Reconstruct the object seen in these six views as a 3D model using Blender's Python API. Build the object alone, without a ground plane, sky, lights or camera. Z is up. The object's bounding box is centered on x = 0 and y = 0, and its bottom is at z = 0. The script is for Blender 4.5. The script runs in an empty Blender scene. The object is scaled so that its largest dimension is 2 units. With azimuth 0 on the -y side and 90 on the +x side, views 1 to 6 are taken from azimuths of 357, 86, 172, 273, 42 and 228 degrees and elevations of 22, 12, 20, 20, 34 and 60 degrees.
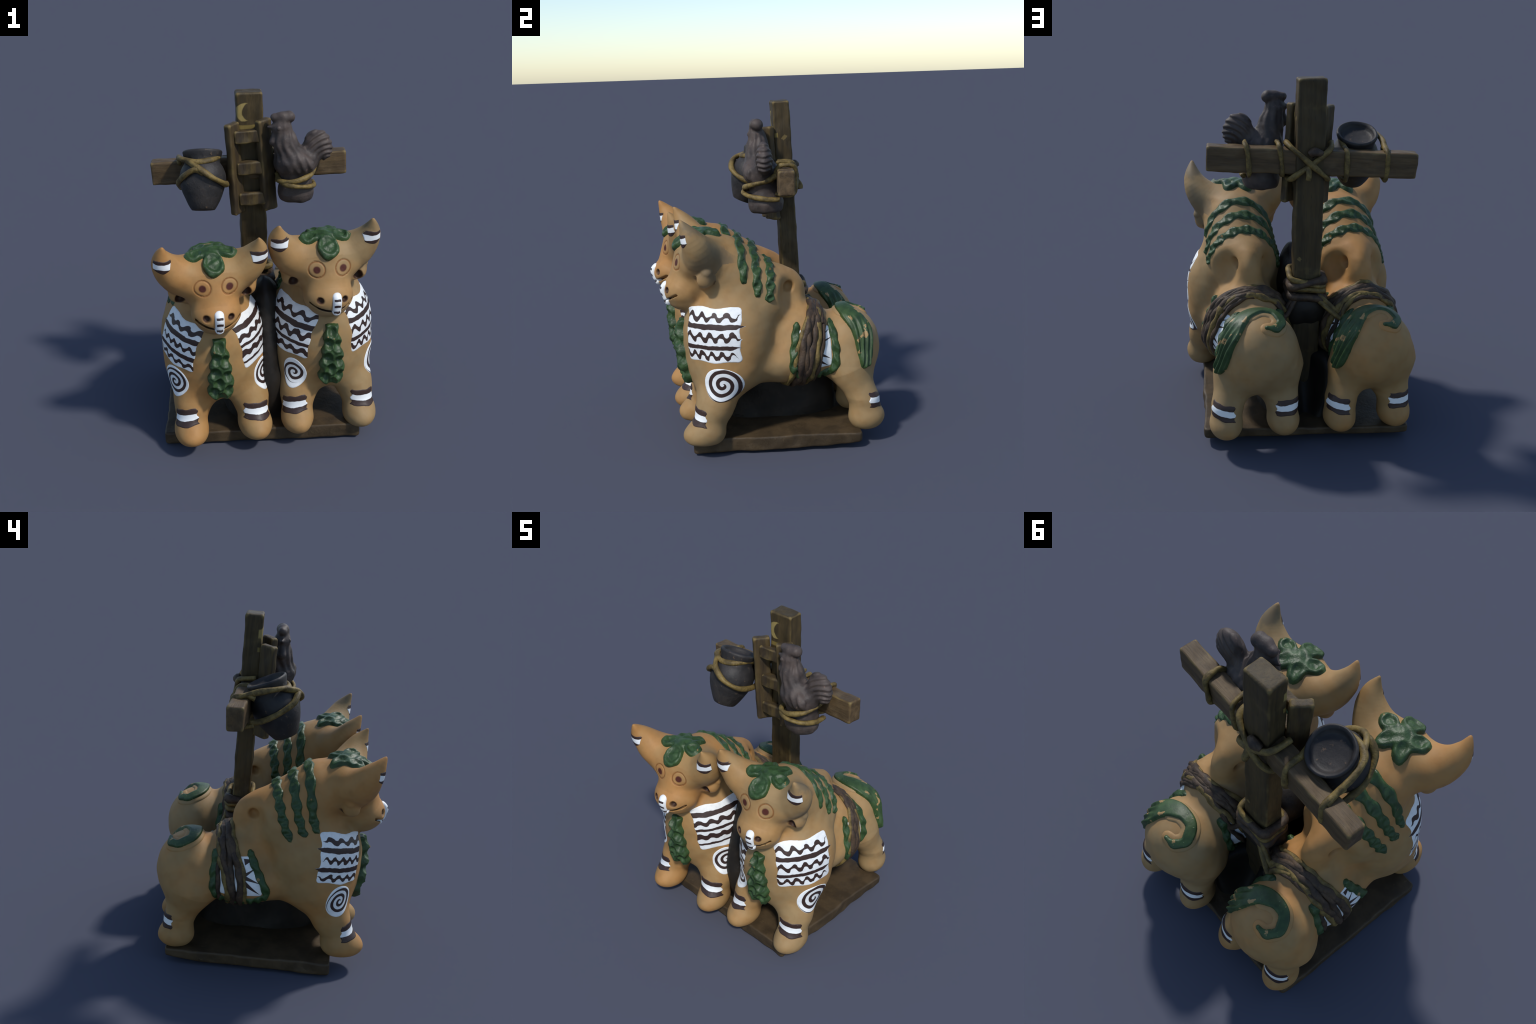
import bpy, math, random
import numpy as np
from mathutils import Vector, Matrix
from mathutils.bvhtree import BVHTree
from mathutils import noise as mnoise

random.seed(7)
rng = np.random.default_rng(7)
C = bpy.context.scene.collection

# ------------------------------------------------------------------ nodes --
class X:
    """A socket (or number) in a material that can be combined with + - * /."""
    def __init__(self, m, s): self.m, self.s = m, s
    def _b(self, op, o, r=False): return self.m.math(op, o, self) if r else self.m.math(op, self, o)
    def __add__(self, o): return self._b('ADD', o)
    def __radd__(self, o): return self._b('ADD', o, True)
    def __sub__(self, o): return self._b('SUBTRACT', o)
    def __rsub__(self, o): return self._b('SUBTRACT', o, True)
    def __mul__(self, o): return self._b('MULTIPLY', o)
    def __rmul__(self, o): return self._b('MULTIPLY', o, True)
    def __truediv__(self, o): return self._b('DIVIDE', o)
    def __neg__(self): return self._b('MULTIPLY', -1.0)

def xmin(a, b):
    if isinstance(a, X): return a.m.math('MINIMUM', a, b)
    if isinstance(b, X): return b.m.math('MINIMUM', a, b)
    return np.minimum(a, b)
def xmax(a, b):
    if isinstance(a, X): return a.m.math('MAXIMUM', a, b)
    if isinstance(b, X): return b.m.math('MAXIMUM', a, b)
    return np.maximum(a, b)
def xabs(a): return a.m.math('ABSOLUTE', a) if isinstance(a, X) else np.abs(a)
def xsin(a): return a.m.math('SINE', a) if isinstance(a, X) else np.sin(a)
def xsqrt(a): return a.m.math('SQRT', a) if isinstance(a, X) else np.sqrt(a)
def xatan2(a, b): return a.m.math('ARCTAN2', a, b) if isinstance(a, X) else np.arctan2(a, b)
def xfrac(a): return a.m.math('FRACT', a) if isinstance(a, X) else a - np.floor(a)

class Mat:
    def __init__(self, name, rough=.5, spec=.5):
        self.mat = bpy.data.materials.new(name); self.mat.use_nodes = True
        self.nt = self.mat.node_tree
        self.bsdf = next(n for n in self.nt.nodes if n.type == 'BSDF_PRINCIPLED')
        self.bsdf.inputs['Roughness'].default_value = rough
        self.bsdf.inputs['Specular IOR Level'].default_value = spec
        tc = self.nt.nodes.new('ShaderNodeTexCoord'); self.obj = tc.outputs['Object']
        sp = self.nt.nodes.new('ShaderNodeSeparateXYZ'); self.nt.links.new(self.obj, sp.inputs[0])
        self.x, self.y, self.z = (X(self, o) for o in sp.outputs)
    def put(self, v, inp):
        if isinstance(v, X): v = v.s
        if isinstance(v, (int, float)): inp.default_value = v
        elif isinstance(v, tuple): inp.default_value = v if len(v) != 3 or inp.type == 'VECTOR' else (*v, 1)
        else: self.nt.links.new(v, inp)
    def math(self, op, a, b=None):
        n = self.nt.nodes.new('ShaderNodeMath'); n.operation = op
        self.put(a, n.inputs[0])
        if b is not None: self.put(b, n.inputs[1])
        return X(self, n.outputs[0])
    def step(self, v, lo, hi):
        """0 below lo, 1 above hi (lo>hi gives the reverse)."""
        n = self.nt.nodes.new('ShaderNodeMapRange'); n.interpolation_type = 'SMOOTHSTEP'
        self.put(v, n.inputs[0])
        if lo <= hi: n.inputs[1].default_value, n.inputs[2].default_value = lo, hi
        else:
            n.inputs[1].default_value, n.inputs[2].default_value = hi, lo
            n.inputs[3].default_value, n.inputs[4].default_value = 1, 0
        return X(self, n.outputs[0])
    def vec(self, sx=1, sy=1, sz=1, loc=(0, 0, 0)):
        n = self.nt.nodes.new('ShaderNodeMapping'); self.nt.links.new(self.obj, n.inputs[0])
        n.inputs['Scale'].default_value = (sx, sy, sz); n.inputs['Location'].default_value = loc
        return n.outputs[0]
    def noise(self, scale, detail=3, rough=.55, vec=None, dist=0):
        n = self.nt.nodes.new('ShaderNodeTexNoise')
        self.nt.links.new(vec if vec is not None else self.obj, n.inputs['Vector'])
        n.inputs['Scale'].default_value = scale; n.inputs['Detail'].default_value = detail
        n.inputs['Roughness'].default_value = rough; n.inputs['Distortion'].default_value = dist
        return X(self, n.outputs[0])
    def mix(self, f, a, b, mode='MIX'):
        n = self.nt.nodes.new('ShaderNodeMix'); n.data_type = 'RGBA'; n.blend_type = mode
        self.put(f, n.inputs[0]); self.put(a, n.inputs[6]); self.put(b, n.inputs[7])
        return n.outputs[2]
    def done(self, col, bump=None, strength=.2, dist=.004, rough=None):
        self.put(col, self.bsdf.inputs['Base Color'])
        if rough is not None: self.put(rough, self.bsdf.inputs['Roughness'])
        if bump is not None:
            n = self.nt.nodes.new('ShaderNodeBump'); n.inputs['Strength'].default_value = strength
            n.inputs['Distance'].default_value = dist
            self.put(bump, n.inputs['Height']); self.nt.links.new(n.outputs[0], self.bsdf.inputs['Normal'])
        return self.mat

def lin(r, g, b):
    f = lambda c: (c / 255 / 12.92) if c / 255 <= .04045 else ((c / 255 + .055) / 1.055) ** 2.4
    return (f(r), f(g), f(b))

DARK = lin(52, 36, 32)
WHITE = lin(226, 228, 228)

def clay_material(name, warm, pale, spots=(), mouth=None, streaks=None, smoke=()):
    m = Mat(name, .62, .3)
    n1 = m.noise(2.6, 3, .6); n2 = m.noise(14, 4, .6); n3 = m.noise(90, 3, .6)
    col = m.mix(m.step(n1, .36, .64), warm, pale)
    col = m.mix(m.step(n2, .45, .72) * .4, col, tuple(c * .72 for c in warm))
    col = m.mix(m.step(n2, .55, .3) * .2, col, tuple(min(1, c * 1.25) for c in pale))
    col = m.mix(m.step(n3, .66, .74) * .25, col, tuple(c * .5 for c in warm))
    for (cx, cy, cz, r) in smoke:                  # soft-edged grey patch round the horn
        dx, dy, dz = m.x - cx, m.y - cy, m.z - cz
        d = xsqrt(dx * dx + dy * dy + dz * dz) + (m.noise(9, 4, .6) - .5) * .16
        col = m.mix(m.step(d, r, r * .45) * .7, col, lin(98, 88, 70))
    for (cx, cy, cz, r, c) in spots:
        dx, dy, dz = m.x - cx, (m.y - cy) * .3, m.z - cz
        d = xsqrt(dx * dx + dy * dy + dz * dz) + (n2 - .5) * .01
        col = m.mix(m.step(d, r + .006, r - .004), col, c)
    if streaks:
        for (cx, cy, cz, r, w, c) in streaks:      # fired ring grooves round the eyes
            dx, dy, dz = m.x - cx, (m.y - cy) * .15, m.z - cz
            d = xabs(xsqrt(dx * dx + dy * dy + dz * dz) - r)
            col = m.mix(m.step(d, w, w * .3) * .75, col, c)
    if mouth:
        z0, k, hw, y0, x0, sy = mouth
        xx = m.x - x0
        d = xabs(m.z - (xx * xx * k + z0)) + m.step(xabs(xx), hw * .55, hw) * .012
        msk = m.step(d, .011, .004) * m.step(m.y, y0 + .01, y0) * m.step(xabs(xx), hw, hw - .01)
        col = m.mix(msk, col, lin(40, 28, 24))
    return m.done(col, n2 * .6 + n3 * .3, .25, .004)

def green_material():
    m = Mat('green_glaze', .48, .4)
    n1 = m.noise(18, 4, .65); n2 = m.noise(60, 3, .6)
    col = m.mix(m.step(n1, .3, .7), lin(34, 55, 26), lin(52, 77, 40))
    col = m.mix(m.step(n2, .6, .72) * .3, col, lin(84, 108, 74))
    col = m.mix(m.step(m.noise(13, 3, .55), .70, .715), col, lin(128, 104, 62))
    return m.done(col, n1 + n2 * .5, .6, .008)

def green_chipped_material():
    m = Mat('green_glaze_chipped', .5, .4)
    n1 = m.noise(18, 4, .65); n2 = m.noise(60, 3, .6); n3 = m.noise(15, 3, .55)
    col = m.mix(m.step(n1, .3, .7), lin(35, 56, 27), lin(55, 78, 41))
    col = m.mix(m.step(n2, .66, .72) * .5, col, lin(120, 135, 95))
    col = m.mix(m.step(n3, .63, .645), col, lin(150, 121, 77))
    return m.done(col, n1 + n2 * .4, .4, .005)

# strokes: (v0, half thickness, wave amplitude, wavelength, phase)
def stroke_field(u, v, strokes, jitter=0.0, u0=-.15, u1=.17, taper=.045):
    d = None
    for (v0, th, amp, wl, ph, end) in strokes:
        c = v - v0 - jitter * .5
        if amp:
            w = xsin(u * (2 * math.pi / wl) + ph)
            c = c - amp * (w * (xabs(w) * -.35 + 1.35))
        e = xmax(u0 - u, u - (u1 + end))
        # thin to a point over the last stretch
        t = xmin(xmax((u1 + end - u) / taper, 0.0), 1.0)
        di = xmax(xabs(c) - th * t, e)
        d = di if d is None else xmin(d, di)
    return d

def panel_material(name, strokes, u0, u1):
    m = Mat(name, .5, .4)
    j = (m.noise(19, 2, .5) - .5) * .034; n3 = m.noise(40, 3, .6)
    f = stroke_field(m.x + j, m.y, strokes, j, u0, u1)
    col = m.mix(m.step(n3, .35, .75) * .35, WHITE, lin(190, 194, 198))
    col = m.mix(m.step(f, .0018, -.0008), col, m.mix(m.step(n3, .6, .72) * .5, DARK, lin(84, 62, 52)))
    return m.done(col, n3, .15, .003)

def spiral_material(name, sign, phase, pitch=.0235, r1=.09):
    m = Mat(name, .5, .4)
    j = (m.noise(18, 2, .5) - .5); n3 = m.noise(40, 3, .6)
    xx, yy = m.x, m.y
    r = xsqrt(xx * xx + yy * yy) + j * .008
    a = xatan2(yy, xx) * (sign / (2 * math.pi))
    t = xfrac(r / pitch + a + phase)
    d = (xabs(t - .5) - .24) * pitch
    d = xmax(d, r - (r1 - .004)); d = xmax(d, .006 - r)
    col = m.mix(m.step(n3, .35, .75) * .35, WHITE, lin(190, 194, 198))
    col = m.mix(m.step(d, .0018, -.0008), col, DARK)
    return m.done(col, n3, .15, .003)

def band_material(name, w_half, skew=0.0):
    """dark / white / dark bands across local y."""
    m = Mat(name, .5, .4)
    j = (m.noise(22, 2, .5) - .5) * .012; n3 = m.noise(45, 3, .6)
    d = xabs(m.y + j + m.x * skew) - w_half
    dk = m.mix(m.step(n3, .58, .72) * .6, DARK, lin(96, 78, 66))
    col = m.mix(m.step(d, -.001, .0015), WHITE, dk)
    return m.done(col, n3, .2, .003)

def ray_patch_material(name, angs):
    """white cloth patch with dark tapering rays."""
    m = Mat(name, .5, .4)
    n3 = m.noise(40, 3, .6)
    f = None
    for (x0, y0, ang, L, w) in angs:
        c, s = math.cos(ang), math.sin(ang)
        dx, dy = m.x - x0, m.y - y0
        a = dx * c + dy * s; b = dx * -s + dy * c
        t = xmin(xmax(1.0 - a / L, 0.0), 1.0)
        d = xmax(xabs(b) - t * w, xmax(-a, a - L))
        f = d if f is None else xmin(f, d)
    col = m.mix(m.step(n3, .35, .75) * .35, WHITE, lin(190, 194, 198))
    col = m.mix(m.step(f, .0018, -.0008), col, DARK)
    return m.done(col, n3, .15, .003)

def nose_material():
    m = Mat('nose_paint', .35, .5)
    j = (m.noise(30, 2, .5) - .5) * .016
    v = m.y + j
    d = xmin(xmin(xabs(v + .048) - .007, xabs(v + .012) - .007), xabs(v - .024) - .007)
    d = xmax(d, xabs(m.x) - .018)
    return m.done(m.mix(m.step(d, .002, -.001), WHITE, DARK))

def wood_material(name, axis, a, b, pale, crescent=False):
    m = Mat(name, .6, .3)
    sc = [26, 26, 26]; sc[axis] = 2.2
    v = m.vec(*sc)
    n1 = m.noise(1.0, 5, .65, v, .6); n2 = m.noise(7, 4, .6); n3 = m.noise(4.0, 5, .7, v)
    col = m.mix(m.step(n1, .32, .68), a, b)
    col = m.mix(m.step(n2, .55, .78) * .55, col, pale)
    col = m.mix(m.step(n3, .56, .7) * .6, col, tuple(c * .35 for c in a))
    geo = m.nt.nodes.new('ShaderNodeNewGeometry')
    edge = m.step(X(m, geo.outputs['Pointiness']) + (n2 - .5) * .06, .53, .57)
    col = m.mix(edge * .6, col, lin(122, 104, 62))
    if crescent:
        def disc(cx, cz, r):
            dx, dz = m.x - cx, m.z - cz
            return xsqrt(dx * dx + dz * dz) - r
        f = xmax(disc(-.034, .862, .054), -disc(.010, .866, .056)) + (n2 - .5) * .045
        f = xmax(f, m.y + .03)
        col = m.mix(m.step(f, .004, -.002), col, lin(142, 124, 74))
        f = xmax(xabs(m.z - .775) - .012, m.y + .03) + (n2 - .5) * .02
        col = m.mix(m.step(f, .004, -.002) * .8, col, lin(128, 110, 58))
    return m.done(col, n1 + n3 * .7, .45, .006)

def rope_material(name, a, b):
    m = Mat(name, .6, .3)
    n1 = m.noise(20, 4, .65); n2 = m.noise(75, 3, .6)
    col = m.mix(m.step(n1, .34, .66), a, b)
    col = m.mix(m.step(n2, .55, .7) * .5, col, tuple(c * .4 for c in a))
    return m.done(col, n1 + n2, .5, .005)

def dark_clay_material(name, a, b, speck):
    m = Mat(name, .58, .3)
    n1 = m.noise(9, 4, .6); n2 = m.noise(38, 4, .65)
    col = m.mix(m.step(n1, .35, .65), a, b)
    col = m.mix(m.step(n2, .62, .72) * .6, col, speck)
    return m.done(col, n1 + n2, .4, .006)

# ------------------------------------------------------------ mesh basics --
def new_mesh(name, verts, faces, mats, smooth=True, normals=None, fmat=None):
    me = bpy.data.meshes.new(name)
    verts = np.asarray(verts, dtype=np.float64)
    me.from_pydata(verts.tolist(), [], [list(map(int, f)) for f in faces])
    for m in (mats if isinstance(mats, (list, tuple)) else [mats]): me.materials.append(m)
    if smooth: me.polygons.foreach_set('use_smooth', [True] * len(me.polygons))
    if fmat is not None: me.polygons.foreach_set('material_index', list(map(int, fmat)))
    me.update()
    if normals is not None: me.normals_split_custom_set_from_vertices(np.asarray(normals).tolist())
    return me

def add(name, me, parent=None, matrix=None):
    o = bpy.data.objects.new(name, me); C.objects.link(o)
    if parent is not None: o.parent = parent
    if matrix is not None: o.matrix_local = matrix
    return o

def empty(name, parent=None, loc=(0, 0, 0), rz=0.0):
    o = bpy.data.objects.new(name, None); C.objects.link(o)
    o.empty_display_size = .1
    if parent is not None: o.parent = parent
    o.location = loc; o.rotation_euler = (0, 0, rz)
    return o

# ------------------------------------------------- solid modelling helpers --
def smin(a, b, k):
    h = np.clip(.5 + .5 * (b - a) / k, 0, 1)
    return b + (a - b) * h - k * h * (1 - h)
def smax(a, b, k): return -smin(-a, -b, k)
def ell(p, c, r):
    q = (p - np.array(c)) / np.array(r)
    k0 = np.sqrt((q * q).sum(-1)) + 1e-9
    g = q / np.array(r)
    k1 = np.sqrt((g * g).sum(-1)) + 1e-9
    return k0 * (k0 - 1) / k1
def cone(p, a, b, ra, rb):
    """capsule whose radius runs from ra to rb."""
    a = np.array(a); b = np.array(b); ba = b - a
    t = np.clip(((p - a) @ ba) / (ba @ ba), 0, 1)
    q = p - a - t[:, None] * ba
    return np.sqrt((q * q).sum(-1)) - (ra + (rb - ra) * t)
def chain(p, pts, k=.02):
    d = None
    for (a, b) in zip(pts[:-1], pts[1:]):
        c = cone(p, a[:3], b[:3], a[3], b[3])
        d = c if d is None else smin(d, c, k)
    return d

def swept(p, pts, n=5):
    """Smooth tapering limb: a spline through (x, y, z, r) stations."""
    Q = smooth_path(pts, n); k = .007
    acc = 0.0
    for a, b in zip(Q[:-1], Q[1:]):
        acc = acc + np.exp(np.clip(-cone(p, a[:3], b[:3], a[3], b[3]) / k, -60, 60))
    return -k * np.log(acc + 1e-30)

def lumps(p, s, seed=0.0):
    """cheap smooth pseudo-noise in [-1,1]."""
    x, y, z = p[:, 0] * s + seed, p[:, 1] * s + seed * 1.7, p[:, 2] * s - seed
    return (np.sin(x * 1.0 + 1.7 * np.sin(y * .8 + z * .5)) + np.sin(y * 1.1 + 1.5 * np.sin(z * .9 - x * .4))
            + np.sin(z * .95 + 1.6 * np.sin(x * .7 + y * .6))) / 3

def iso_surface(f, lo, hi, h):
    """Surface nets of f=0 over a box, vertices pulled onto the surface."""
    lo = np.array(lo); n = np.ceil((np.array(hi) - lo) / h).astype(int) + 1
    cf = 4
    nc = (n + cf - 1) // cf + 1
    ax = [lo[i] + np.arange(nc[i]) * h * cf for i in range(3)]
    G = np.stack(np.meshgrid(*ax, indexing='ij'), -1).reshape(-1, 3)
    V = f(G).reshape(nc)
    near = np.abs(V) < h * cf * 2.6
    ext = np.repeat(np.repeat(np.repeat(V, cf, 0), cf, 1), cf, 2)
    msk = np.repeat(np.repeat(np.repeat(near, cf, 0), cf, 1), cf, 2)
    for axis in range(3):
        msk = msk | np.roll(msk, cf // 2, axis) | np.roll(msk, -(cf // 2), axis)
    ext = ext[:n[0], :n[1], :n[2]].copy(); msk = msk[:n[0], :n[1], :n[2]]
    idx = np.argwhere(msk)
    ext[msk] = f(lo + idx * h)
    s = ext < 0
    c = np.zeros(n - 1, dtype=np.int8)
    for dx in (0, 1):
        for dy in (0, 1):
            for dz in (0, 1):
                c += s[dx:n[0] - 1 + dx, dy:n[1] - 1 + dy, dz:n[2] - 1 + dz]
    cells = np.argwhere((c > 0) & (c < 8))
    vid = -np.ones(n - 1, dtype=np.int64); vid[tuple(cells.T)] = np.arange(len(cells))
    acc = np.zeros((len(cells), 3)); cnt = np.zeros(len(cells))
    corners = [(a, b, d) for a in (0, 1) for b in (0, 1) for d in (0, 1)]
    for a in corners:
        for i in range(3):
            if a[i]: continue
            b = list(a); b[i] = 1
            va = ext[tuple((cells + a).T)]; vb = ext[tuple((cells + b).T)]
            cr = (va < 0) != (vb < 0)
            t = np.where(cr, va / np.where(cr, va - vb, 1), 0)
            pt = cells + np.array(a, float); pt[:, i] += t
            acc[cr] += pt[cr]; cnt[cr] += 1
    P = lo + acc / cnt[:, None] * h
    faces = []
    for i in range(3):
        j, k = (i + 1) % 3, (i + 2) % 3
        sl0 = [slice(None)] * 3; sl1 = [slice(None)] * 3
        sl0[i] = slice(0, -1); sl1[i] = slice(1, None)
        A = s[tuple(sl0)]; Bm = s[tuple(sl1)]
        e = np.argwhere(A != Bm)
        ok = (e[:, j] > 0) & (e[:, k] > 0) & (e[:, j] < n[j] - 1) & (e[:, k] < n[k] - 1)
        e = e[ok]
        inside = A[tuple(e.T)]
        q = []
        for (dj, dk) in ((-1, -1), (0, -1), (0, 0), (-1, 0)):
            cc = e.copy(); cc[:, j] += dj; cc[:, k] += dk
            q.append(vid[tuple(cc.T)])
        q = np.stack(q, 1)
        q[~inside] = q[~inside][:, ::-1]
        faces.append(q)
    F = np.concatenate(faces)
    for _ in range(2):
        g, v = gradient(f, P)
        P = P - np.clip(v, -h, h)[:, None] * g / np.maximum((g * g).sum(-1), .2)[:, None]
    g, _ = gradient(f, P)
    N = g / (np.linalg.norm(g, axis=1)[:, None] + 1e-9)
    return P, F, N

def gradient(f, P, e=.0015):
    v = f(P); g = np.empty_like(P)
    for i in range(3):
        d = np.zeros(3); d[i] = e
        g[:, i] = (f(P + d) - f(P - d)) / (2 * e)
    return g, v

def tube(pts, rad, sides=10, wob=.12, seed=0, closed=False, flat=1.0, sub=6):
    """Sweep a round, slightly lumpy section along a smoothed path."""
    P = np.array(pts, float)
    m = len(P)
    def cr(i):
        return P[i % m] if closed else P[min(max(i, 0), m - 1)]
    out = []
    for i in range(m if closed else m - 1):
        p0, p1, p2, p3 = cr(i - 1), cr(i), cr(i + 1), cr(i + 2)
        for t in np.arange(sub) / sub:
            out.append(.5 * ((2 * p1) + (-p0 + p2) * t + (2 * p0 - 5 * p1 + 4 * p2 - p3) * t * t + (-p0 + 3 * p1 - 3 * p2 + p3) * t ** 3))
    if not closed: out.append(P[-1])
    Q = np.array(out); n = len(Q)
    T = (np.roll(Q, -1, 0) - np.roll(Q, 1, 0)) if closed else np.gradient(Q, axis=0)
    T /= np.linalg.norm(T, axis=1)[:, None] + 1e-9
    up = np.array([0, 0, 1.0]) if abs(T[0][2]) < .8 else np.array([1.0, 0, 0])
    nrm = np.cross(T[0], up); nrm /= np.linalg.norm(nrm)
    R = np.broadcast_to(np.asarray(rad, float), (n,)) if np.ndim(rad) == 0 else np.interp(np.linspace(0, 1, n), np.linspace(0, 1, len(rad)), rad)
    V = []; r2 = np.random.default_rng(seed)
    ph = r2.uniform(0, 6.28, 4)
    ang = np.arange(sides) / sides * 2 * np.pi
    for i in range(n):
        nrm = nrm - T[i] * (nrm @ T[i]); nrm /= np.linalg.norm(nrm) + 1e-9
        b = np.cross(T[i], nrm)
        s = i * .55
        rr = R[i] * (1 + wob * np.sin(s + ph[0]) * .6 + wob * np.sin(ang * 2 + s * .8 + ph[1]) + wob * .5 * np.sin(ang * 3 - s * .6 + ph[2]))
        V.append(Q[i] + np.cos(ang)[:, None] * nrm * rr[:, None] + np.sin(ang)[:, None] * b * rr[:, None] * flat)
    V = np.concatenate(V); F = []
    for i in range(n if closed else n - 1):
        i2 = (i + 1) % n
        for k in range(sides):
            k2 = (k + 1) % sides
            F.append((i * sides + k, i * sides + k2, i2 * sides + k2, i2 * sides + k))
    if not closed:
        F.append(tuple(range(sides))[::-1]); F.append(tuple((n - 1) * sides + k for k in range(sides)))
    return V, F

# ------------------------------------------------------------------- bull --
EYE = (.074, 1.132, .044)      # x, z, ring radius

class Bull:
    """Clay bull. Canonical space: faces -y, centre plane x=0, metres.
    Each of the two is the same mould, pressed a little differently."""
    def __init__(self, **k):
        self.__dict__.update(k)
    # canonical <-> local (stretch of the front half, squash of the height)
    def to_local(self, p):
        p = np.array(p, float).reshape(-1, 3).copy()
        p[:, 0] -= .015 * np.clip((p[:, 1] - .2) / .2, 0, 1)        # rump swings a little to one side
        p[:, 1] = np.where(p[:, 1] < 0, p[:, 1] * self.fy, p[:, 1])
        p[:, 2] *= self.sz
        return p
    def to_canon(self, p):
        p = p.copy()
        p[:, 1] = np.where(p[:, 1] < 0, p[:, 1] / self.fy, p[:, 1])
        p[:, 2] /= self.sz
        p[:, 0] += .015 * np.clip((p[:, 1] - .2) / .2, 0, 1)
        return p
    def headp(self, p):
        """Undo the head's own small turn."""
        a = -self.hyaw; c, s = math.cos(a), math.sin(a)
        q = p - np.array((self.hx, -.36 + self.hy, 0.0))
        r = q.copy()
        r[:, 0] = q[:, 0] * c - q[:, 1] * s
        r[:, 1] = q[:, 0] * s + q[:, 1] * c
        return r + np.array((0, -.36, 0.0))
    def head_to_canon(self, p):
        a = self.hyaw; c, s = math.cos(a), math.sin(a)
        q = np.array(p, float) - np.array((0, -.36, 0.0))
        return np.array((q[0] * c - q[1] * s + self.hx, q[0] * s + q[1] * c - .36 + self.hy, q[2]))

    def parts(self, p):
        ap = p.copy(); ap[:, 0] = np.abs(p[:, 0])
        d = {}
        fr = np.minimum(ell(p, (0, -.175, .68), (.302, .322, .345)), .4)      # deep chest, short behind
        bk = ell(p, (0, -.175, .68), (.302, .235, .345))
        t = np.where(p[:, 1] < -.175, fr, bk)
        t = smin(t, chain(p, [(0, -.26, 1.072, .192), (0, -.035, .893, .205)]), .07)
        t = smin(t, ell(p, (0, -.35, .52), (.17, .13, .19)), .07)
        t = smin(t, ell(p, (0, .12, .525), (.243, .36, .165)), .06)           # broad low belly
        t = smin(t, ell(p, (0, .19, .64), (.212, .215, .205)), .07)             # narrower back
        t = smin(t, ell(p, (0, .482, .545), (.219, .202, .236)), .06)
        hx_ = p + np.array((.012, 0, 0)); ah = hx_.copy(); ah[:, 0] = np.abs(hx_[:, 0])
        hump = smin(ell(hx_, (0, .13, .89), (.078, .112, .145)), ell(hx_, (0, .05, .93), (.09, .13, .13)), .04)
        t = smin(t, hump, .05)
        t = smax(t, -ell(ah, (.165, .135, .92), (.088, .068, .10)), .05)     # hollow beside the hump
        t = smax(t, -ell(ah, (.085, .128, .945), (.05, .030, .032)), .015)      # finger hole
        d['torso'] = t
        fp_ = p.copy(); fp_[:, 0] = np.abs(p[:, 0] - self.front_x * np.clip((.5 - p[:, 2]) / .2, 0, 1))
        fl = chain(fp_, [(.155, -.25, .50, .13), (.170, -.335, .31, .098), (.186, -.385, .18, .088)], .05)
        fl = smin(fl, ell(fp_, (.190, -.408, .14), (.092, .120, .078)), .05)
        d['front_leg'] = fl
        hp_ = p.copy(); hp_[:, 0] = np.abs(p[:, 0] - self.hind_x * np.clip((.48 - p[:, 2]) / .2, 0, 1))
        hl = chain(hp_, [(.125, .475, .44, .12), (.152, .54, .27, .079), (.160, .55, .18, .078)], .05)
        hl = smin(hl, ell(hp_, (.162, .558, .155), (.084, .106, .078)), .05)
        d['hind_leg'] = hl
        q = self.headp(p); aq = q.copy(); aq[:, 0] = np.abs(q[:, 0])
        h = cone(q, (0, -.358, 1.115), (0, -.452, .968), .175, .122)
        h = smin(h, ell(q, (0, -.475, .955), (.130, .108, .085)), .05)
        h = smin(h, ell(aq, (.085, -.390, 1.12), (.088, .105, .072)), .04)     # brows
        h = smin(h, ell(q, (0, -.452, .893), (.10, .10, .055)), .03)      # chin
        h = smax(h, -ell(aq, (EYE[0], -.545, EYE[1]), (.0165, .03, .0185)), .008)   # pupils
        ring = np.abs(np.hypot(aq[:, 0] - EYE[0], q[:, 2] - EYE[1]) - EYE[2])
        h = h + np.where(q[:, 1] < -.40, .0045 * np.exp(-(ring / .0045) ** 2), 0)
        h = smax(h, -ell(aq, (.068, -.578, .972), (.018, .028, .018)), .01)      # nostrils
        zc = .905 + 3.2 * q[:, 0] ** 2
        sl = np.sqrt(((q[:, 2] - zc) / 1.0) ** 2 + np.maximum(0, np.abs(q[:, 0]) - .115) ** 2)
        mo = np.maximum(sl - .006, np.maximum(q[:, 1] + .44, -(h + .022)))
        h = smax(h, -mo, .008)
        d['head'] = h
        hq = q + np.array((.013, 0, 0)); hq[:, 0] = np.abs(hq[:, 0]); hq[:, 1] -= self.horn_y
        d['horn'] = swept(hq, [(.10, -.345, 1.143, .124), (.19, -.382, 1.19, .094), (.245, -.417, 1.262, .062),
                               (.262, -.453, 1.328, .033), (.258, -.492, 1.398, -.002)], 4)
        e = chain(aq, [(.14, -.36, 1.02, .042), (.196, -.366, 1.05, .046), (.225, -.358, 1.09, .032)], .02)
        d['ear'] = e
        self.earhole = ell(aq, (.186, -.412, 1.034), (.025, .036, .031))
        return d
    def sdf_local(self, pl):
        p = self.to_canon(pl)
        d = self.parts(p)
        f = smin(d['torso'], d['front_leg'], .10)
        f = smin(f, d['hind_leg'], .08)
        f = smin(f, d['head'], .035)
        f = smin(f, d['horn'], .045)
        f = smin(f, d['ear'], .016)
        f = smax(f, -self.earhole, .01)
        f = smax(f, self.floor - p[:, 2] / 1.0 * self.sz, .03)
        return f + .0035 * lumps(p, 19, self.seed) + .0012 * lumps(p, 55, self.seed + 2)

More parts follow.
